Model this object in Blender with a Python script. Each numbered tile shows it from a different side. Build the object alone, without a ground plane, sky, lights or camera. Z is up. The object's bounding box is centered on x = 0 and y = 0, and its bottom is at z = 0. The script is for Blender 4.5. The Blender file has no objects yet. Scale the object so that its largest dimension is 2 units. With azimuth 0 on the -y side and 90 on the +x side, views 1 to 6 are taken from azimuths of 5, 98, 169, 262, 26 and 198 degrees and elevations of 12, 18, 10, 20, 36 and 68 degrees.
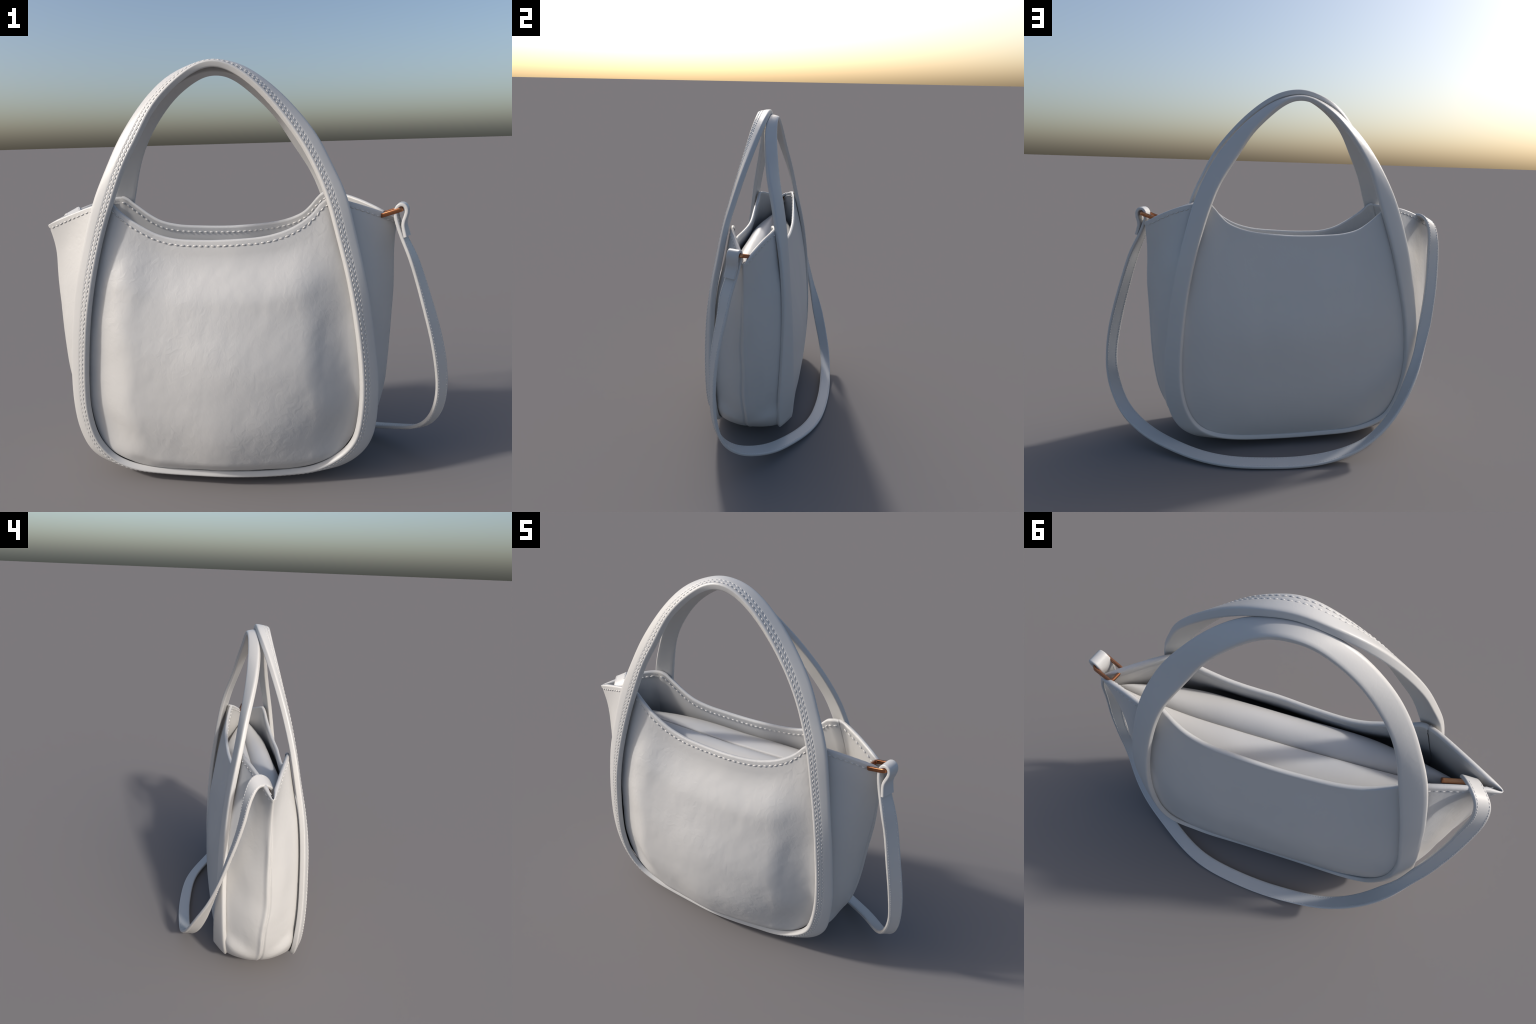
"""White leather tote bag: two bulging panels held by two hoop-shaped bands that
run under the bag and rise as handles, a folded side gusset with a centre seam,
an inner pouch, two copper rings and a draped shoulder strap."""
import bpy, bmesh, math, random
import numpy as np
from mathutils import Vector, noise as mnoise

random.seed(7)
rng = np.random.default_rng(7)

# ------------------------------------------------------------------ helpers
def unit(a):
    a = np.asarray(a, float)
    return a / np.maximum(np.linalg.norm(a, axis=-1, keepdims=True), 1e-9)

def spline(P, n, closed=False, params=None):
    """Smooth curve through control points P, n evenly spaced samples (by chord)."""
    P = np.asarray(P, float)
    if closed:
        P = np.vstack([P, P[:1]])
    t = np.concatenate([[0], np.cumsum(np.sqrt(np.linalg.norm(np.diff(P, axis=0), axis=1)))]) if params is None else params
    d = np.diff(P, axis=0) / np.diff(t)[:, None]
    h = np.diff(t)
    m = np.zeros_like(P)
    m[1:-1] = (d[:-1] * h[1:, None] + d[1:] * h[:-1, None]) / (h[:-1] + h[1:])[:, None]
    if closed:
        m[0] = m[-1] = (d[-1] * h[0] + d[0] * h[-1]) / (h[0] + h[-1])
    else:
        m[0], m[-1] = d[0] * 1.5 - m[1] * .5, d[-1] * 1.5 - m[-2] * .5
    q = np.linspace(t[0], t[-1], n + 1 if closed else n)
    if closed:
        q = q[:-1]
    k = np.clip(np.searchsorted(t, q, side='right') - 1, 0, len(t) - 2)
    s = ((q - t[k]) / h[k])[:, None]
    H = h[k][:, None]
    return ((2*s**3 - 3*s**2 + 1) * P[k] + (s**3 - 2*s**2 + s) * H * m[k]
            + (-2*s**3 + 3*s**2) * P[k+1] + (s**3 - s**2) * H * m[k+1])

def arclen(C):
    return np.concatenate([[0], np.cumsum(np.linalg.norm(np.diff(C, axis=0), axis=1))])

def resample(C, f):
    """Points of polyline C at arc-length fractions f."""
    s = arclen(C); s = s / s[-1]
    return np.stack([np.interp(f, s, C[:, k]) for k in range(C.shape[1])], 1)

def smooth1(C, it, closed=False):
    C = C.copy()
    for _ in range(it):
        if closed:
            C = .25*np.roll(C, 1, 0) + .5*C + .25*np.roll(C, -1, 0)
        else:
            C[1:-1] = .25*C[:-2] + .5*C[1:-1] + .25*C[2:]
    return C

def make(name, verts, faces, mat, parent, smooth=True, kind=None, fix=False, sharp=None):
    me = bpy.data.meshes.new(name)
    me.from_pydata([tuple(v) for v in np.asarray(verts)], [], faces)
    me.validate()
    if smooth:
        me.polygons.foreach_set('use_smooth', [True] * len(me.polygons))
    if fix or sharp:
        bm = bmesh.new(); bm.from_mesh(me)
        bmesh.ops.recalc_face_normals(bm, faces=bm.faces[:])
        bm.to_mesh(me); bm.free()
    if sharp:
        me.set_sharp_from_angle(angle=math.radians(sharp))
    me.materials.append(mat)
    ob = bpy.data.objects.new(name, me)
    bpy.context.scene.collection.objects.link(ob)
    ob.parent = parent
    if kind:
        ob['kind'] = kind
    return ob

def tube_faces(ns, nc, closed):
    f = []
    for i in range(ns if closed else ns - 1):
        a, b = i * nc, ((i + 1) % ns) * nc
        for j in range(nc):
            k = (j + 1) % nc
            f.append((a + j, a + k, b + k, b + j))
    if not closed:
        f.append(tuple(range(nc - 1, -1, -1)))
        f.append(tuple((ns - 1) * nc + j for j in range(nc)))
    return f

def grid_normals(P):
    du = np.gradient(P, axis=1); dv = np.gradient(P, axis=0)
    return unit(np.cross(du, dv))

def fbm(P, scale, seed, octv=3):
    out = np.zeros(len(P))
    for i, p in enumerate(P):
        v = Vector((p[0]*scale[0] + seed, p[1]*scale[1], p[2]*scale[2]))
        out[i] = mnoise.fractal(v, 1.0, 2.0, octv)
    return out

def gauss(x, w):
    return np.exp(-(x / w)**2)

# ------------------------------------------------------------------ materials
def leather(name, base, wrinkle, grain):
    m = bpy.data.materials.new(name); m.use_nodes = True
    nt = m.node_tree; N = nt.nodes; L = nt.links
    b = N['Principled BSDF']
    b.inputs['Roughness'].default_value = .42
    b.inputs['Specular IOR Level'].default_value = .5
    tc = N.new('ShaderNodeTexCoord')
    # faint tone variation
    n0 = N.new('ShaderNodeTexNoise'); n0.inputs['Scale'].default_value = 3.0; n0.inputs['Detail'].default_value = 4
    L.new(tc.outputs['Object'], n0.inputs['Vector'])
    cr = N.new('ShaderNodeValToRGB')
    cr.color_ramp.elements[0].position = .3; cr.color_ramp.elements[1].position = .7
    cr.color_ramp.elements[0].color = (base[0]*.97, base[1]*.97, base[2]*.97, 1)
    cr.color_ramp.elements[1].color = (*base, 1)
    L.new(n0.outputs['Fac'], cr.inputs['Fac']); L.new(cr.outputs['Color'], b.inputs['Base Color'])
    # roughness mottling
    mr = N.new('ShaderNodeMapRange'); mr.inputs['To Min'].default_value = .33; mr.inputs['To Max'].default_value = .46
    L.new(n0.outputs['Fac'], mr.inputs['Value']); L.new(mr.outputs['Result'], b.inputs['Roughness'])
    # fine creases: distorted stretched noise, in patches, plus pore grain
    mp = N.new('ShaderNodeMapping'); mp.inputs['Scale'].default_value = (1.5, 1.0, 1.25)
    mp.inputs['Rotation'].default_value = (0, math.radians(35), 0)
    L.new(tc.outputs['Object'], mp.inputs['Vector'])
    n1 = N.new('ShaderNodeTexNoise'); n1.inputs['Scale'].default_value = 21; n1.inputs['Detail'].default_value = 3.0
    n1.inputs['Distortion'].default_value = .9
    L.new(mp.outputs['Vector'], n1.inputs['Vector'])
    pm = N.new('ShaderNodeTexNoise'); pm.inputs['Scale'].default_value = 2.6; pm.inputs['Detail'].default_value = 1
    L.new(tc.outputs['Object'], pm.inputs['Vector'])
    pr = N.new('ShaderNodeMapRange'); pr.inputs['From Min'].default_value = .22; pr.inputs['From Max'].default_value = .62
    L.new(pm.outputs['Fac'], pr.inputs['Value'])
    mul = N.new('ShaderNodeMath'); mul.operation = 'MULTIPLY'
    L.new(n1.outputs['Fac'], mul.inputs[0]); L.new(pr.outputs['Result'], mul.inputs[1])
    b1 = N.new('ShaderNodeBump'); b1.inputs['Strength'].default_value = wrinkle; b1.inputs['Distance'].default_value = .007
    L.new(mul.outputs[0], b1.inputs['Height'])
    v = N.new('ShaderNodeTexVoronoi'); v.inputs['Scale'].default_value = 150
    L.new(tc.outputs['Object'], v.inputs['Vector'])
    b2 = N.new('ShaderNodeBump'); b2.inputs['Strength'].default_value = grain; b2.inputs['Distance'].default_value = .002
    L.new(v.outputs['Distance'], b2.inputs['Height']); L.new(b1.outputs['Normal'], b2.inputs['Normal'])
    L.new(b2.outputs['Normal'], b.inputs['Normal'])
    return m

WHITE = (.512, .507, .500)
M_PANEL = leather('soft_leather', WHITE, .21, .04)
M_SMOOTH = leather('smooth_leather', WHITE, .08, .03)
M_STITCH = leather('thread', (.56, .552, .54), 0, 0)

def copper():
    m = bpy.data.materials.new('copper'); m.use_nodes = True
    nt = m.node_tree; N = nt.nodes; L = nt.links
    b = N['Principled BSDF']
    b.inputs['Metallic'].default_value = 1.0
    tc = N.new('ShaderNodeTexCoord')
    n = N.new('ShaderNodeTexNoise'); n.inputs['Scale'].default_value = 40
    L.new(tc.outputs['Object'], n.inputs['Vector'])
    cr = N.new('ShaderNodeValToRGB')
    cr.color_ramp.elements[0].color = (.40, .165, .08, 1); cr.color_ramp.elements[1].color = (.50, .21, .10, 1)
    L.new(n.outputs['Fac'], cr.inputs['Fac']); L.new(cr.outputs['Color'], b.inputs['Base Color'])
    b.inputs['Roughness'].default_value = .27
    return m
M_COPPER = copper()

# ------------------------------------------------------------------ root
bag = bpy.data.objects.new('handbag', None)
bpy.context.scene.collection.objects.link(bag)
bag['label'] = 'white leather tote bag with arched handles and draped shoulder strap'
bag['category'] = 'handbag'

# ------------------------------------------------------------------ stitches
def stitch_mesh(name, pts, tan, nor, parent, length=.0155, width=.0068, height=.0040, jitter=.12):
    """One joined mesh of raised thread stitches lying on the leather."""
    nu, nv = 8, 5
    V = []
    for j in range(nv):
        ph = math.pi * j / (nv - 1) - math.pi / 2
        for i in range(nu):
            th = 2 * math.pi * i / nu
            V.append((math.sin(ph), math.cos(ph) * math.cos(th), math.cos(ph) * math.sin(th)))
    V = np.array(V)
    V[:, 0] = np.sign(V[:, 0]) * np.abs(V[:, 0])**.8
    F = []
    for j in range(nv - 1):
        for i in range(nu):
            k = (i + 1) % nu
            F.append((j*nu + i, j*nu + k, (j+1)*nu + k, (j+1)*nu + i))
    tan, nor = unit(tan), unit(nor)
    nor = unit(nor - tan * np.sum(tan * nor, 1, keepdims=True))
    sid = np.cross(nor, tan)
    AV, AF = [], []
    for i in range(len(pts)):
        a = rng.normal(0, jitter)
        t = tan[i] * math.cos(a) + sid[i] * math.sin(a)
        s = np.cross(nor[i], t)
        k = 1 + rng.normal(0, .08)
        W = pts[i] + V[:, :1] * t * length * .5 * k + V[:, 1:2] * s * width * .5 + V[:, 2:] * nor[i] * height * .5
        o = len(AV) * len(V)
        AV.append(W)
        AF += [tuple(o + q for q in f) for f in F]
    ob = make(name, np.vstack(AV), AF, M_STITCH, parent, kind='stuff')
    return ob

def along(curve, normals, spacing, closed=False):
    """Evenly spaced points, tangents, normals on a polyline."""
    C = np.vstack([curve, curve[:1]]) if closed else curve
    Nn = np.vstack([normals, normals[:1]]) if closed else normals
    n = int(arclen(C)[-1] / spacing)
    f = (np.arange(n) + .5) / n
    s = arclen(C); s = s / s[-1]
    P = np.stack([np.interp(f, s, C[:, k]) for k in range(3)], 1)
    Q = np.stack([np.interp(f, s, Nn[:, k]) for k in range(3)], 1)
    T = np.stack([np.interp(np.clip(f + .001, 0, 1), s, C[:, k]) - np.interp(np.clip(f - .001, 0, 1), s, C[:, k]) for k in range(3)], 1)
    return P, unit(T), unit(Q)

# ------------------------------------------------------------------ hoop bands (handles)
# Control stations: stitched edge E and outer edge O of the band's outer face.
FRONT_E = [(-.12,-.133,1.985),(-.199,-.131,1.966),(-.30,-.140,1.895),(-.39,-.158,1.798),(-.467,-.189,1.653),
 (-.527,-.215,1.537),(-.584,-.245,1.379),(-.64,-.271,1.21),(-.684,-.306,1.024),(-.717,-.327,.847),(-.741,-.333,.66),
 (-.755,-.335,.50),(-.759,-.333,.39),(-.746,-.330,.275),(-.726,-.328,.213),(-.693,-.327,.159),(-.640,-.327,.107),(-.54,-.332,.068),(-.40,-.340,.055),
 (-.244,-.351,.055),(-.10,-.360,.057),(.08,-.346,.054),(.20,-.330,.056),(.30,-.325,.068),(.37,-.324,.097),(.43,-.325,.135),(.48,-.327,.182),(.515,-.330,.235),
 (.535,-.334,.31),(.546,-.336,.42),(.547,-.337,.52),(.537,-.336,.667),(.513,-.329,.845),(.480,-.310,1.02),(.434,-.280,1.21),(.387,-.250,1.38),
 (.325,-.217,1.533),(.255,-.191,1.655),(.145,-.163,1.805),(.05,-.146,1.905),(-.04,-.134,1.965)]
FRONT_O = [(-.122,-.052,2.0),(-.213,-.053,1.984),(-.338,-.072,1.928),(-.445,-.106,1.826),(-.555,-.158,1.660),
 (-.622,-.196,1.515),(-.680,-.227,1.373),(-.727,-.255,1.20),(-.772,-.279,1.02),(-.803,-.289,.84),(-.827,-.292,.66),
 (-.839,-.292,.51),(-.842,-.288,.40),(-.836,-.280,.285),(-.815,-.277,.20),(-.783,-.275,.135),(-.720,-.275,.086),(-.60,-.272,.042),(-.42,-.270,.027),
 (-.244,-.274,.025),(-.10,-.276,.025),(.08,-.274,.025),(.22,-.271,.029),(.34,-.270,.045),(.445,-.270,.067),(.52,-.270,.11),(.575,-.270,.165),(.61,-.272,.24),
 (.624,-.277,.34),(.627,-.285,.44),(.626,-.287,.54),(.614,-.288,.65),(.590,-.287,.845),(.560,-.279,1.02),(.522,-.252,1.20),(.478,-.224,1.38),
 (.415,-.188,1.522),(.345,-.152,1.657),(.205,-.102,1.826),(.08,-.070,1.931),(-.02,-.054,1.982)]
REAR_E = [(-.118,.004,1.957),(-.16,.003,1.954),(-.20,.003,1.939),(-.254,.007,1.907),(-.325,.014,1.852),(-.397,.026,1.769),(-.469,.046,1.663),(-.52,.069,1.553),(-.565,.096,1.40),
 (-.622,.137,1.203),(-.653,.158,1.083),(-.679,.174,.963),(-.703,.185,.853),(-.731,.193,.704),(-.744,.202,.555),(-.741,.208,.441),
 (-.724,.211,.342),(-.686,.209,.224),(-.635,.206,.145),(-.533,.201,.090),(-.427,.195,.062),(-.27,.190,.052),(-.1,.188,.048),(.06,.188,.050),(.18,.190,.056),
 (.30,.196,.075),(.392,.198,.108),(.448,.204,.152),(.49,.211,.214),(.52,.215,.291),(.536,.215,.372),(.542,.213,.465),(.533,.205,.674),
 (.506,.189,.877),(.471,.169,1.049),(.431,.150,1.208),(.384,.128,1.36),(.331,.101,1.485),(.235,.060,1.634),(.161,.037,1.753),(.102,.024,1.819),(.034,.013,1.883),(-.02,.008,1.925),(-.070,.004,1.950)]
REAR_O = [(-.118,-.060,1.968),(-.168,-.060,1.966),(-.222,-.058,1.950),(-.300,-.053,1.914),(-.385,-.043,1.850),(-.470,-.022,1.768),(-.545,.008,1.665),(-.605,.042,1.555),(-.672,.080,1.40),
 (-.727,.122,1.202),(-.752,.141,1.085),(-.773,.154,.960),(-.791,.161,.847),(-.815,.165,.69),(-.830,.165,.55),(-.832,.162,.43),
 (-.820,.157,.315),(-.782,.147,.19),(-.715,.135,.100),(-.59,.115,.048),(-.44,.104,.030),(-.27,.100,.026),(-.1,.100,.026),(.06,.100,.026),(.20,.102,.029),
 (.35,.112,.042),(.46,.124,.065),(.54,.134,.120),(.590,.137,.20),(.617,.139,.30),(.627,.140,.40),(.627,.145,.50),(.608,.148,.70),
 (.586,.149,.89),(.556,.140,1.05),(.518,.118,1.208),(.475,.085,1.36),(.425,.057,1.485),(.340,.013,1.634),(.245,-.018,1.750),(.178,-.036,1.818),(.105,-.051,1.878),(.035,-.057,1.925),(-.045,-.060,1.957)]

NB = 640
def band_frame(E, O, n, closed=True, even=None):
    E, O = np.asarray(E, float), np.asarray(O, float)
    mid = (E + O) / 2
    ch = np.sqrt(np.linalg.norm(np.diff(np.vstack([mid, mid[:1]]) if closed else mid, axis=0), axis=1))
    t = np.concatenate([[0], np.cumsum(ch)])
    both = np.hstack([E, O])
    B = spline(both, n * 3, closed, params=t)
    m = (B[:, :3] + B[:, 3:]) / 2
    if closed:
        s = arclen(np.vstack([m, m[:1]])); Bc = np.vstack([B, B[:1]])
        q = np.linspace(0, s[-1], n + 1)[:-1]
    else:
        s = arclen(m); Bc = B
        q = np.linspace(0, s[-1], n)
    B = np.stack([np.interp(q, s, Bc[:, k]) for k in range(6)], 1)
    B = smooth1(B, 24 if closed else 8, closed)
    if even is not None:                          # long free run: even out the width and the line
        m = even(np.linspace(0, 1, n))[:, None]
        S = smooth1(B, 110)
        c, h = (S[:, :3] + S[:, 3:]) / 2, unit(S[:, :3] - S[:, 3:]) * .0385
        B = B * (1 - m) + np.hstack([c + h, c - h]) * m
    e, o = B[:, :3], B[:, 3:]
    mid = (e + o) / 2
    T = np.roll(mid, -1, 0) - np.roll(mid, 1, 0)
    if not closed:
        T[0] = mid[1] - mid[0]; T[-1] = mid[-1] - mid[-2]
    T = unit(T); w = unit(e - o)
    N = unit(np.cross(T, w))
    return e, o, T, w, N

def strip_section(W, t, r, crown=0.0, grooves=()):
    """Closed section (a across from -W/2 at O to +W/2 at E, h along the outward normal, outer face at 0)."""
    pts = []
    us = sorted(list(np.linspace(-W/2 + r, W/2 - r, 9)) +
                [g + k for g in grooves for k in (-.0061, -.0031, .0002, .0031, .0061)])
    for u in us:
        h = crown * (1 - (2*u/W)**2)
        for g in grooves:
            h -= .0022 * math.exp(-((u - g)/.0035)**2)
        pts.append((u, h))
    def corner(cu, ch, a0):
        for k in range(1, 5):
            a = a0 - math.pi/2 * k / 5
            pts.append((cu + r*math.cos(a), ch + r*math.sin(a)))
    corner(W/2 - r, -r, math.pi/2)
    pts.append((W/2, -r)); pts.append((W/2, -t + r))
    corner(W/2 - r, -t + r, 0)
    for u in np.linspace(W/2 - r, -W/2 + r, 7):
        pts.append((u, -t))
    corner(-W/2 + r, -t + r, -math.pi/2)
    pts.append((-W/2, -t + r)); pts.append((-W/2, -r))
    corner(-W/2 + r, -r, -math.pi)
    return np.array(pts)

def band(name, E, O, thick, parent, mat, closed=True, n=NB, crown=.003, grooves=(), r=.007, shift=None, even=None):
    e, o, T, w, N = band_frame(E, O, n, closed, even)
    if closed and N[0][2] < 0:
        N = -N
    V = []
    for i in range(n):
        W = np.linalg.norm(e[i] - o[i])
        g = [W/2 - d for d in grooves]
        S = strip_section(W, thick, r, crown, g)
        c = (e[i] + o[i]) / 2
        if shift is not None:                 # stations lie on the inner side of the loop
            c = c + N[i] * (thick - shift(i / (n - 1)))
        V.append(c + S[:, :1] * w[i] + S[:, 1:] * N[i])
    nc = len(V[0])
    faces = tube_faces(n, nc, closed)
    ob = make(name, np.vstack(V), faces, mat, parent, sharp=60)
    return ob, (e, o, T, w, N)

T_HANDLE = .030
ROWS = (.0175, .036)
handle_f, FF = band('handle', FRONT_E, FRONT_O, T_HANDLE, bag, M_SMOOTH, grooves=ROWS)
handle_r, RF = band('handle', REAR_E, REAR_O, .026, bag, M_SMOOTH)
e, o, T, w, N = FF
for k, d in enumerate(ROWS):
    c = e - w * d + N * .0018
    P, Tg, Q = along(c, N, .0222, closed=True)
    stitch_mesh('stitching', P, Tg, Q, handle_f)

# ------------------------------------------------------------------ borders of the body
def border(frame, mix_end, mix_mid, depth, z_left, z_right):
    """Part of the hoop, pushed inward under the band, from the left rim peak under the bag to the right one."""
    e, o, T, w, N = frame
    c = e * mix_end + o * (1 - mix_end) - N * depth
    n = len(c)
    i0 = next(i for i in range(n) if c[i, 2] < z_left)
    i1 = max(i for i in range(n) if c[i, 2] < z_right)
    s = np.linspace(0, 1, i1 - i0 + 1)
    m = np.minimum(s, 1 - s)
    t = np.clip((m - .09) / .10, 0, 1)
    mix = (mix_end + (mix_mid - mix_end) * t*t*(3 - 2*t))[:, None]
    c = e[i0:i1+1] * mix + o[i0:i1+1] * (1 - mix) - N[i0:i1+1] * depth
    return resample(smooth1(c, 6), np.linspace(0, 1, 500))

FE = border(FF, .36, .36, T_HANDLE + .006, 1.366, 1.362)      # gusset edge, front band
FP = border(FF, .36, .84, T_HANDLE + .010, 1.366, 1.362)      # panel edge, front band
RE = border(RF, .36, .36, .016, 1.370, 1.370)
RP = border(RF, .36, .80, .017, 1.370, 1.370)
SEAM = spline([(-.999,-.066,1.236),(-.968,-.067,1.118),(-.961,-.069,.96),(-.953,-.074,.75),(-.944,-.073,.60),(-.938,-.070,.46),
 (-.915,-.066,.33),(-.872,-.062,.215),(-.805,-.060,.128),(-.71,-.060,.062),(-.59,-.060,.018),(-.42,-.062,.006),(-.12,-.065,.004),(.20,-.068,.006),
 (.36,-.070,.022),(.475,-.072,.060),(.558,-.074,.125),(.618,-.075,.20),(.657,-.075,.29),(.684,-.075,.42),(.698,-.074,.56),(.709,-.074,.75),
 (.722,-.071,.93),(.730,-.066,1.10),(.748,-.065,1.241)], 600)
SEAM = resample(SEAM, np.linspace(0, 1, 500))

# ------------------------------------------------------------------ shell builder
def shell(name, P, thick, N, lip_end=True, lip_start=False, mat=None, parent=None, flip=1):
    """Leather sheet from outer grid P[row, col]; free edges at the last (and first) row get a rounded lip."""
    up = unit(np.gradient(P, axis=0))
    rows, nrm = [], []
    thick = np.broadcast_to(np.asarray(thick, float), P.shape[:2])[..., None]
    def lip(p, n, t, th):
        out = []
        for k in range(1, 6):
            a = math.pi * k / 6
            out.append((p - n*th/2 + n*math.cos(a)*th/2 + t*math.sin(a)*th/2, n*math.cos(a) + t*math.sin(a)))
        return out
    rows += list(P); nrm += list(N)
    if lip_end:
        for p, n in lip(P[-1], N[-1], up[-1], thick[-1]):
            rows.append(p); nrm.append(n)
    rows += list((P - N * thick)[::-1]); nrm += list(-N[::-1])
    if lip_start:
        for p, n in lip(P[0], N[0], -up[0], thick[0])[::-1]:
            rows.append(p); nrm.append(n)
    V = np.array(rows); nr, nc = V.shape[:2]
    F = []
    for i in range(nr):
        a, b = i*nc, ((i + 1) % nr)*nc
        for j in range(nc - 1):
            q = (a + j, a + j + 1, b + j + 1, b + j)
            F.append(q if flip > 0 else q[::-1])
    ob = make(name, V.reshape(-1, 3), F, mat, parent)
    ob.data.normals_split_custom_set_from_vertices([tuple(n) for n in unit(np.array(nrm)).reshape(-1, 3)])
    return ob, N, up

def rim_rows(total, fine=.045, step=.0025):
    """Distances from the rim, dense near it, ordered bottom to rim."""
    d = list(np.arange(0, fine, step))
    s = step
    while d[-1] + s < total - .004:
        s = min(s * 1.25, .017); d.append(d[-1] + s)
    d.append(total)
    return np.array(sorted(set(d), reverse=True))

RIM_D = .0185
THICK = .023
def rim_relief(d):
    """Turned edge slightly thicker, with a stitch groove below it."""
    return .0028 * (1 - 1/(1 + np.exp(-(d - RIM_D + .0045)/.002))) - .0030 * gauss(d - RIM_D, .004)

def sstep(x, a, b):
    t = np.clip((x - a)/(b - a), 0, 1)
    return t*t*(3 - 2*t)

def table(f, g, M):
    return np.stack([np.interp(f, g, M[:, k]) for k in range(M.shape[1])], 1)

def ease_joint(P, fl, fr, G, f, col, L=.032):
    """Turn the corner where panel and gusset meet beside the handle into a soft bend (both sheets move)."""
    gp = G.copy(); pp = P.copy()
    far = 4 if col == 0 else -5
    t_out = unit(G[:, far] - G[:, col])
    for c, c_in, ff, side in ((0, 5, fl, f < .5), (-1, -6, fr, f >= .5)):
        t_in = unit(P[:, c] - P[:, c_in])                       # panel tangent, running toward the border
        o = np.argsort(ff)
        w_p = (1 - sstep(np.minimum(ff, 1 - ff), .03, .10))[:, None]
        bend_p = (table(ff, f, t_out) - t_in) * L / 2 * w_p
        d = np.linalg.norm(P - P[:, [c]], axis=2)[..., None]
        pp += bend_p[:, None] * np.exp(-d / L)
        w_g = ((1 - sstep(np.minimum(f, 1 - f), .03, .10)) * side)[:, None]
        bend_g = (t_out - table(f, ff[o], t_in[o])) * L / 2 * w_g
        d = np.linalg.norm(G - G[:, [col]], axis=2)[..., None]
        gp += bend_g[:, None] * np.exp(-d / L)
    return pp, gp

def panel_grid(BORDER, rim_pts, cl, cr, bulge, detail, flip):
    """Panel filling the U-shaped border, closed on top by its rim curve (a Coons patch plus bulge)."""
    nu = 150
    dv = rim_rows(1.25); v = 1 - dv / dv[0]
    u = np.linspace(0, 1, nu)
    rim = resample(spline(np.vstack([BORDER[:1], rim_pts, BORDER[-1:]]), 400), u)
    left = resample(BORDER, cl * (1 - v)); right = resample(BORDER, cr + (1 - cr) * v)
    bot = resample(BORDER, cl + (cr - cl) * u)
    U, V = u[None, :, None], v[:, None, None]
    P = ((1 - U) * left[:, None] + U * right[:, None] + (1 - V) * bot[None] + V * rim[None]
         - ((1-U)*(1-V)*bot[0] + U*(1-V)*bot[-1] + (1-U)*V*rim[0] + U*V*rim[-1]))
    P[..., 1] += -flip * bulge(u[None, :], v[:, None], P)
    dist = np.concatenate([np.cumsum(np.linalg.norm(np.diff(P[::-1], axis=0), axis=2), axis=0)[::-1], np.zeros((1, nu))])
    N = grid_normals(P) * flip
    P = P + N * (detail(P, dist, u[None, :], v[:, None]))[..., None]
    return P, dist, cl * (1 - v), cr + (1 - cr) * v

def gusset_grid():
    L = arclen(SEAM)[-1]
    dd = rim_rows(L / 2)                      # distances from the free end
    f = np.concatenate([(dd[::-1] / L)[:-1], [.5], 1 - dd[1:] / L])
    A, C, R = resample(FE, f), resample(SEAM, f), resample(RE, f)
    tt = np.unique(np.round(np.concatenate([np.linspace(0, .40, 22), np.linspace(.40, .60, 33), np.linspace(.60, 1, 22)]), 5))
    end = np.minimum(f, 1 - f)
    out = np.gradient(C, f, axis=0); out[:, 1] = 0
    out = unit(np.stack([out[:, 2], np.zeros(len(f)), -out[:, 0]], 1))     # outward in the xz plane
    low = sstep(-out[:, 2], .25, .95)                                      # 1 under the bag
    P = np.zeros((len(f), len(tt), 3))
    sway = (.004 * np.sin(f * 27 + .6) + .004 * np.sin(f * 63)) * sstep(end, .05, .2) * (1 - low)
    for j, t in enumerate(tt):
        q = t / .5 if t <= .5 else (1 - t) / .5
        S = A if t <= .5 else R
        lin = S * (1 - q) + C * q
        d_out = np.sum((C - S) * out, 1)                                   # how far the seam stands out of the border
        full = .50 * sstep(end, .0, .16) + .55 * sstep(low, 0, .6)
        k = d_out * (math.sin(math.pi/2 * q) ** (1 - .45 * sstep(low, 0, .5)) - q) * full + .006 * math.sin(math.pi * q) * sstep(end, .0, .12) * (1 - low)
        base = lin + np.outer(sway * math.sin(math.pi * t)**2, (0, 1, 0))
        hump = (.002 if t <= .5 else .013) * math.sin(math.pi * min(q / .85, 1))
        base[:, 2] += hump * (1 - sstep(end, .0, .06))
        w = (t - .5) * 2 * .22                                             # metres from the seam
        seam = .0065 * gauss(w - .014, .011) - .0075 * gauss(w + .005, .008)
        k = k + seam * sstep(end, .015, .08) * (1 - .7*low)
        P[:, j] = base + out * k[:, None]
    # blunt the folded tip
    blunt = P.copy()
    for _ in range(70):
        blunt[:, 1:-1] = .25*blunt[:, :-2] + .5*blunt[:, 1:-1] + .25*blunt[:, 2:]
    m = ((1 - sstep(end, .02, .10))[:, None] * (1 - sstep(np.abs(tt - .5), .06, .13))[None, :])[..., None]
    P = P * (1 - m) + blunt * m
    dist = (end * L)[:, None] + np.zeros((1, len(tt)))
    N = grid_normals(P)
    Q = P.reshape(-1, 3)
    wr = (.0065*fbm(Q, (3.5, 4.5, 2.4), 51.2, 2) + .0012*fbm(Q, (9, 13, 9), 8.8, 3)).reshape(dist.shape)
    fade = sstep(dist, .03, .2) * (1 - .8*low)[:, None] * (np.minimum(1, 5*tt*(1 - tt)) * np.clip(np.abs(2*tt - 1)*2.2, .15, 1))[None, :]
    return P + N * (wr*fade)[..., None], dist, f, tt

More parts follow.
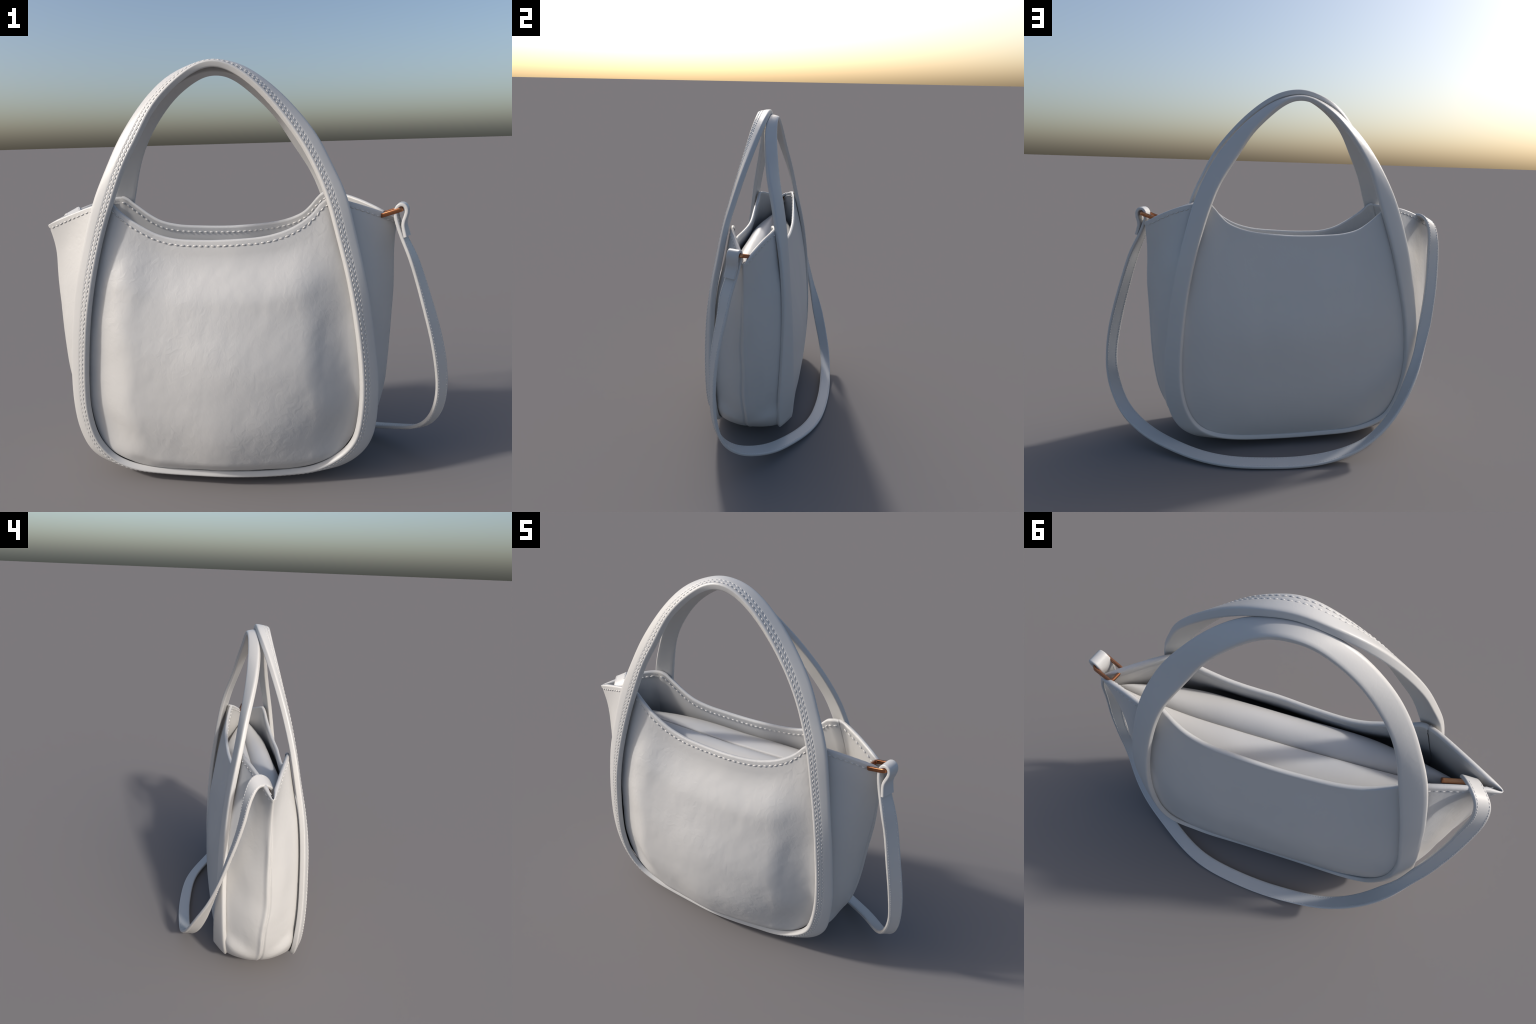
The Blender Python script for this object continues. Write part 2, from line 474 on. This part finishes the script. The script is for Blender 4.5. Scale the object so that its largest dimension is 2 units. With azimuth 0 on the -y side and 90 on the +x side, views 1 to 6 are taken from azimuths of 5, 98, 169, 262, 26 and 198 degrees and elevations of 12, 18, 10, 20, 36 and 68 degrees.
def share(N, edge_n, P, edge):
    w = gauss(np.linalg.norm(P - edge, axis=2), .05)[..., None]
    return unit(N * (1 - w) + edge_n[:, None] * w)

# front: soft and full; rear: firmer and smoother
RIM_F = [(-.628,-.198,1.3655),(-.602,-.204,1.351),(-.555,-.208,1.306),(-.505,-.216,1.269),(-.455,-.219,1.238),(-.404,-.220,1.211),(-.345,-.222,1.192),(-.285,-.226,1.182),
 (-.223,-.230,1.179),(-.133,-.236,1.178),(-.01,-.243,1.183),(.09,-.241,1.191),(.15,-.237,1.202),(.219,-.231,1.224),(.277,-.224,1.254),(.325,-.215,1.290),(.362,-.207,1.333),(.385,-.203,1.351),(.415,-.198,1.3625)]
def bulge_f(u, v, P):
    # the shoulder of the bulge wanders, differently on either side
    wander = np.where(u < .5, .05*np.sin(8.5*v + .6) + .03*np.sin(17*v), .06*np.sin(7*v + 2.6) + .03*np.sin(15*v + 1))
    a = np.clip(np.abs(2*u - 1) + wander * 4 * np.abs(2*u - 1) * (1 - np.abs(2*u - 1)), 0, 1)
    foot = 1 - sstep(v, .0, .22)
    across = .55*sstep(1 - a, .05 - .20*foot, .42 - .20*foot) + .45*np.sin(np.pi/2*np.clip(1 - a - .06*(1 - foot), 0, 1))
    up = (.42*sstep(1 - v, .05, .25) + .58*sstep(1 - v, .05, .70)) * (1 - .35*sstep(1 - v, .70, 1.0)) * sstep(v, -.07, .10)
    return .100 * across * up
def detail_f(P, dist, u, v):
    x, z = P[..., 0], P[..., 2]
    d = -.017 * gauss(x - .37, .14) * gauss(z - .30, .19)
    d += .008 * gauss(x - .47, .05) * gauss(z - .42, .16)
    d *= sstep(z, .07, .24)
    d += .009 * gauss(x - .44, .09) * gauss(z - .12, .06)
    d += -.005 * gauss(x - .38, .055) * gauss(z - .74, .13)
    d += -.007 * gauss(x + .52, .06) * gauss(z - .13, .04)
    d += .013 * gauss(x + .54, .09) * gauss(z - 1.0, .10)
    d += .008 * gauss(x - .22, .13) * gauss(z - 1.00, .10)
    d += .007 * gauss(x + .10, .13) * gauss(z - .27, .13)
    Q = P.reshape(-1, 3)
    fade = sstep(dist, .03, .16)
    big = fbm(Q, (2.6, 2, 2.4), 11.3, 2).reshape(x.shape)
    fine = fbm(Q, (13, 10, 11), 4.1, 3).reshape(x.shape)
    return d + fade * (.0050*big + .0011*fine)
RIM_R = [(-.630,.070,1.3690),(-.610,.076,1.354),(-.588,.081,1.332),(-.555,.085,1.303),(-.508,.090,1.265),(-.448,.095,1.229),(-.36,.101,1.206),(-.24,.105,1.197),(-.11,.107,1.194),
 (-.025,.106,1.197),(.08,.104,1.205),(.165,.103,1.217),(.233,.098,1.236),(.287,.090,1.262),(.325,.082,1.297),(.355,.073,1.333),(.378,.066,1.357),(.400,.060,1.3690)]
def bulge_r(u, v, P):
    a = np.abs(2*u - 1)
    return .040 * (1 - a**2.6) * sstep(1 - v, .03, .50) * sstep(v, -.10, .30)
def detail_r(P, dist, u, v):
    Q = P.reshape(-1, 3)
    d = -.006 * gauss(P[..., 0] + .60, .10) * gauss(P[..., 2] - .22, .12)
    return d + sstep(dist, .02, .2) * (.0030*fbm(Q, (3, 3, 2), 31.7, 2) + .0004*fbm(Q, (14, 10, 8), 2.2, 2)).reshape(dist.shape)

G, G_dist, G_f, G_t = gusset_grid()
PF, dist_f, fl, fr = panel_grid(FP, RIM_F, .36, .64, bulge_f, detail_f, 1)
PR, dist_r, fl, fr = panel_grid(RP, RIM_R, .36, .64, bulge_r, detail_r, -1)
PF, G = ease_joint(PF, fl, fr, G, G_f, 0)
PR, G = ease_joint(PR, fl, fr, G, G_f, -1)
G_N = grid_normals(G)
edge_f, edge_r = G_N[:, 0].copy(), G_N[:, -1].copy()
for P, dist, mat, flip, ss, col in ((PF, dist_f, M_PANEL, 1, 1, 0), (PR, dist_r, M_SMOOTH, -1, -1, -1)):
    N = grid_normals(P) * flip
    # panel and gusset are one turned leather at the rim: average their normals along the shared border
    edge = edge_f if col == 0 else edge_r
    near = (1 - sstep(np.minimum(G_f, 1 - G_f), .03, .10))[:, None]
    pn = np.where((G_f < .5)[:, None], table(G_f, fl[::-1], N[::-1, 0]), table(G_f, fr, N[:, -1]))
    both = unit(edge + pn)
    g_edge = unit(edge * (1 - near) + both * near)
    if col == 0: edge_f = g_edge
    else: edge_r = g_edge
    for c, ff in ((0, fl), (-1, fr)):
        nb = table(ff, G_f, both); wn = (1 - sstep(np.minimum(ff, 1 - ff), .03, .10))[:, None]
        N = share(N, unit(N[:, c] * (1 - wn) + nb * wn), P, P[:, [c]])
    if ss > 0:
        P = P + N * rim_relief(dist)[..., None]
    else:
        P = P + N * (rim_relief(dist) * .35)[..., None]
    ob, N, up = shell('panel', P, THICK, N, mat=mat, parent=bag, flip=flip)
    k = [np.argmin(np.abs(dist[:, j] - RIM_D)) for j in range(P.shape[1])]
    c = smooth1(np.array([P[k[j], j] for j in range(P.shape[1])]), 3)
    n = np.array([N[k[j], j] for j in range(P.shape[1])])
    c, n = (c + n*.0022, n) if ss > 0 else (c - n*(THICK + .0008), -n)
    Pp, Tg, Q = along(c[1:-1], n[1:-1], .0285)
    keep = rng.random(len(Pp)) > .012
    stitch_mesh('stitching', Pp[keep], Tg[keep], Q[keep], ob, length=.020, width=.0095, height=.0085)

# side gusset: one side, under the bag, other side, folded along the centre seam
G_N = share(share(G_N, edge_f, G, G[:, :1]), edge_r, G, G[:, -1:])
G = G + G_N * rim_relief(G_dist)[..., None]
fold = np.linalg.norm(G - G[:, [len(G_t)//2]], axis=2)          # the folded seam leaves no room for full thickness
gus, G_N, up = shell('gusset', G, np.clip(.0045 + fold * .26, .003, THICK), G_N, True, True, M_PANEL, bag, 1)
L = arclen(SEAM)[-1]
for row in (int(np.argmin(np.abs(G_f*L - RIM_D))), int(np.argmin(np.abs((1 - G_f)*L - RIM_D)))):
    for a, b in ((.03, .465), (.535, .97)):
        sel = (G_t > a) & (G_t < b)
        c, n = G[row, sel], G_N[row, sel]
        for cc, nn, hh in ((c + n*.002, n, .0075), (c - n*(THICK + .0005), -n, .006))[:1 if a < .1 else 2]:
            Pp, Tg, Qn = along(cc, nn, .0285)
            stitch_mesh('stitching', Pp, Tg, Qn, gus, length=.0200, width=.0095, height=hh)

# ------------------------------------------------------------------ inner pouch: two padded leaves closed along a centre line
def pouch():
    xs = np.unique(np.concatenate([np.linspace(-.865, -.80, 9), np.linspace(-.80, .58, 64), np.linspace(.58, .655, 12)]))
    V = []
    for x in xs:
        # room between the panels at this x
        yr = np.interp(x, [-.865, -.80, -.62, -.40, .25, .42, .60, .655], [-.058, -.024, .038, .078, .082, .046, -.034, -.060])
        yf = np.interp(x, [-.865, -.80, -.62, -.45, .35, .45, .60, .655], [-.088, -.112, -.166, -.203, -.203, -.182, -.110, -.088])
        ym = np.interp(x, [-.865, -.70, -.45, .25, .45, .655], [-.072, -.064, -.056, -.056, -.062, -.066])
        endr = max(0, (x - .58)/.075); endl = max(0, (-.80 - x)/.065)
        k = max(math.sqrt(max(0, 1 - endr**2)) * math.sqrt(max(0, 1 - endl**2)), .06)
        zl = np.interp(x, [-.865, -.75, -.575, -.35, -.1, .2, .42, .55, .655], [1.150, 1.138, 1.131, 1.129, 1.125, 1.129, 1.137, 1.168, 1.200])
        sec = []
        def add(y, z): sec.append((x, ym + (y - ym) * k, zl + (z - zl) * (.35 + .65*k)))
        # rear leaf: gently domed facet
        for q in np.linspace(0, 1, 12):
            add(yr + (ym + .004 - yr)*q, zl - .012*(1 - q)**2 + .010*math.sin(math.pi*q))
        add(ym + .004, zl - .012); add(ym + .003, zl - .034); add(ym - .001, zl - .034)
        # front leaf: rounded roll
        r = (ym - yf) / 2
        for a in np.linspace(math.radians(0), math.radians(198), 24):
            add(ym - r + r*math.cos(a), zl - .028 + .056*math.sin(a))
        add(yf + .004, zl - .20); add(yf*.8, zl - .55); add(-.06, zl - .60); add(yr*.8, zl - .50); add(yr, zl - .25)
        V.append(sec)
    nc = len(V[0])
    V = smooth1(np.array(V), 30)
    P = V.reshape(-1, 3)
    d = fbm(P, (3, 6, 4), 77.0, 2)
    P[:, 2] += .004 * d
    return make('pouch', P, tube_faces(len(xs), nc, False), M_SMOOTH, bag, fix=True)
pouch()

# ------------------------------------------------------------------ rings
def ring(c0, c1, c2, c3, half_h, half_w, rad):
    """Rectangular metal ring through four corners, flat bar section."""
    C = np.array([c0, c1, c2, c3], float)
    nrm = unit(np.cross(C[1] - C[0], C[3] - C[0]))
    path = []
    for i in range(4):
        p, a, b = C[i], unit(C[i-1] - C[i]), unit(C[(i+1) % 4] - C[i])
        ctr = p + (a + b) * rad
        for k in range(7):
            an = math.pi/2 * k / 6
            path.append(ctr - b*rad*math.cos(an) - a*rad*math.sin(an))
    path = np.array(path)
    T = unit(np.roll(path, -1, 0) - np.roll(path, 1, 0))
    S = []
    r = min(half_h, half_w) * .55
    for sx, sy, a0 in ((1, 1, 0), (-1, 1, 90), (-1, -1, 180), (1, -1, 270)):
        for k in range(4):
            a = math.radians(a0 + 30*k)
            S.append((sx*(half_w - r) + r*math.cos(a), sy*(half_h - r) + r*math.sin(a)))
    V = []
    for p, t in zip(path, T):
        w = np.cross(nrm, t)
        V += [p + w*a + nrm*b for a, b in S]
    return make('ring', V, tube_faces(len(path), len(S), True), M_COPPER, bag, fix=True)

WD = unit(np.array([.29, .957, 0.])); OUT = unit(np.array([.957, -.29, 0.]))
ring((.645,-.113,1.270), (.667,-.043,1.272), (.750,-.068,1.300), (.733,-.143,1.303), .0105, .0062, .012)
# left ring hangs into the mouth, its plane steep
D6 = unit(np.array([-.171, -.408, -.897])) * .036
mid_tip, mid_bar = np.array([-.757, -.068, 1.183]), np.array([-.838, -.056, 1.258])
ring(mid_tip + D6, mid_tip - D6, mid_bar - D6, mid_bar + D6, .0120, .0066, .012)

# ------------------------------------------------------------------ shoulder strap
BAR = np.array([.741, -.109, 1.299])
loop = [(.0155,-.125),(.0085,-.098),(.001,-.070),(.004,-.046),(.013,-.023),(.0175,-.002),(.0135,.014),(.002,.021),(-.010,.017),(-.017,.004),(-.0185,-.012),(-.0155,-.035),(-.006,-.066),(.011,-.112)]
A, B = [], []
for oo, z in loop:
    p = BAR + OUT*oo + np.array([0, min(0, z) * .13, z])
    tw = unit(WD + np.array([1.6 * max(0, -z), 0, 0])) * (.0345 + .02 * max(0, -z))
    A.append(p - tw); B.append(p + tw)
hang = [((.774,-.188,1.08),(.821,-.120,1.078)),((.803,-.196,.983),(.858,-.136,.975)),((.840,-.216,.837),(.898,-.163,.84)),((.873,-.224,.715),(.932,-.180,.71)),
 ((.900,-.221,.588),(.956,-.185,.58)),((.912,-.215,.489),(.970,-.180,.46)),((.912,-.206,.40),(.974,-.162,.36)),((.897,-.193,.306),(.958,-.138,.272)),
 ((.868,-.160,.235),(.926,-.098,.20)),((.825,-.100,.172),(.885,-.028,.142)),((.770,-.040,.136),(.828,.050,.104)),((.705,.025,.100),(.757,.116,.072)),
 ((.640,.075,.072),(.690,.165,.048)),((.560,.130,.050),(.600,.222,.030)),((.480,.186,.034),(.510,.280,.016)),((.385,.245,.024),(.403,.338,.008)),((.276,.295,.019),(.280,.382,.004)),
 ((.143,.322,.016),(.143,.408,.002)),((-.04,.342,.017),(-.04,.426,.002)),((-.150,.346,.024),(-.150,.430,.009)),((-.265,.346,.038),(-.250,.427,.022)),
 ((-.385,.344,.066),(-.365,.420,.052)),((-.470,.336,.094),(-.448,.414,.090)),((-.540,.319,.140),(-.523,.403,.140)),((-.600,.300,.196),(-.591,.387,.192)),((-.660,.277,.266),(-.672,.355,.283)),
 ((-.712,.252,.365),(-.742,.318,.384)),((-.750,.233,.448),(-.800,.272,.486)),((-.786,.209,.565),(-.852,.221,.61)),((-.817,.181,.685),(-.880,.190,.70)),
 ((-.841,.152,.804),(-.914,.152,.825)),((-.868,.118,.948),(-.940,.113,.96)),((-.882,.089,1.107),(-.957,.073,1.12)),((-.887,.076,1.208),(-.954,.052,1.205)),
 ((-.880,.062,1.270),(-.946,.033,1.252)),((-.866,.040,1.312),(-.932,.012,1.280)),((-.845,.010,1.327),(-.913,-.012,1.290)),((-.822,-.028,1.319),(-.893,-.045,1.284)),
 ((-.806,-.062,1.292),(-.878,-.075,1.266)),((-.802,-.078,1.262),(-.870,-.091,1.238)),((-.810,-.071,1.234),(-.872,-.085,1.210)),((-.826,-.048,1.232),(-.885,-.062,1.200)),((-.845,-.015,1.258),(-.906,-.033,1.232))]
for a, b in hang:
    A.append(np.array(a)); B.append(np.array(b))
def strap_shift(q):
    return .0085 * sstep(q, .50, .62) + .0065 * sstep(q, .84, .90)
strap, SF = band('shoulder_strap', A, B, .017, bag, M_SMOOTH, closed=False, n=640, crown=.0, r=.006,
                 shift=strap_shift, even=lambda q: sstep(q, .09, .14) * (1 - sstep(q, .82, .88)))
e, o, T, w, N = SF
sh = np.array([.017 - strap_shift(q) for q in np.linspace(0, 1, len(e))])[:, None]
for sgn, edge in ((-1, e), (1, o)):
    for face in (0, 1):
        c = edge + sgn * w * .010 + N * (sh + .0004 if face == 0 else sh - .0174)
        P, Tg, Q = along(c[30:-24], N[30:-24] if face == 0 else -N[30:-24], .0155)
        stitch_mesh('stitching', P, Tg, Q, strap, length=.0105, width=.0035, height=.0026)
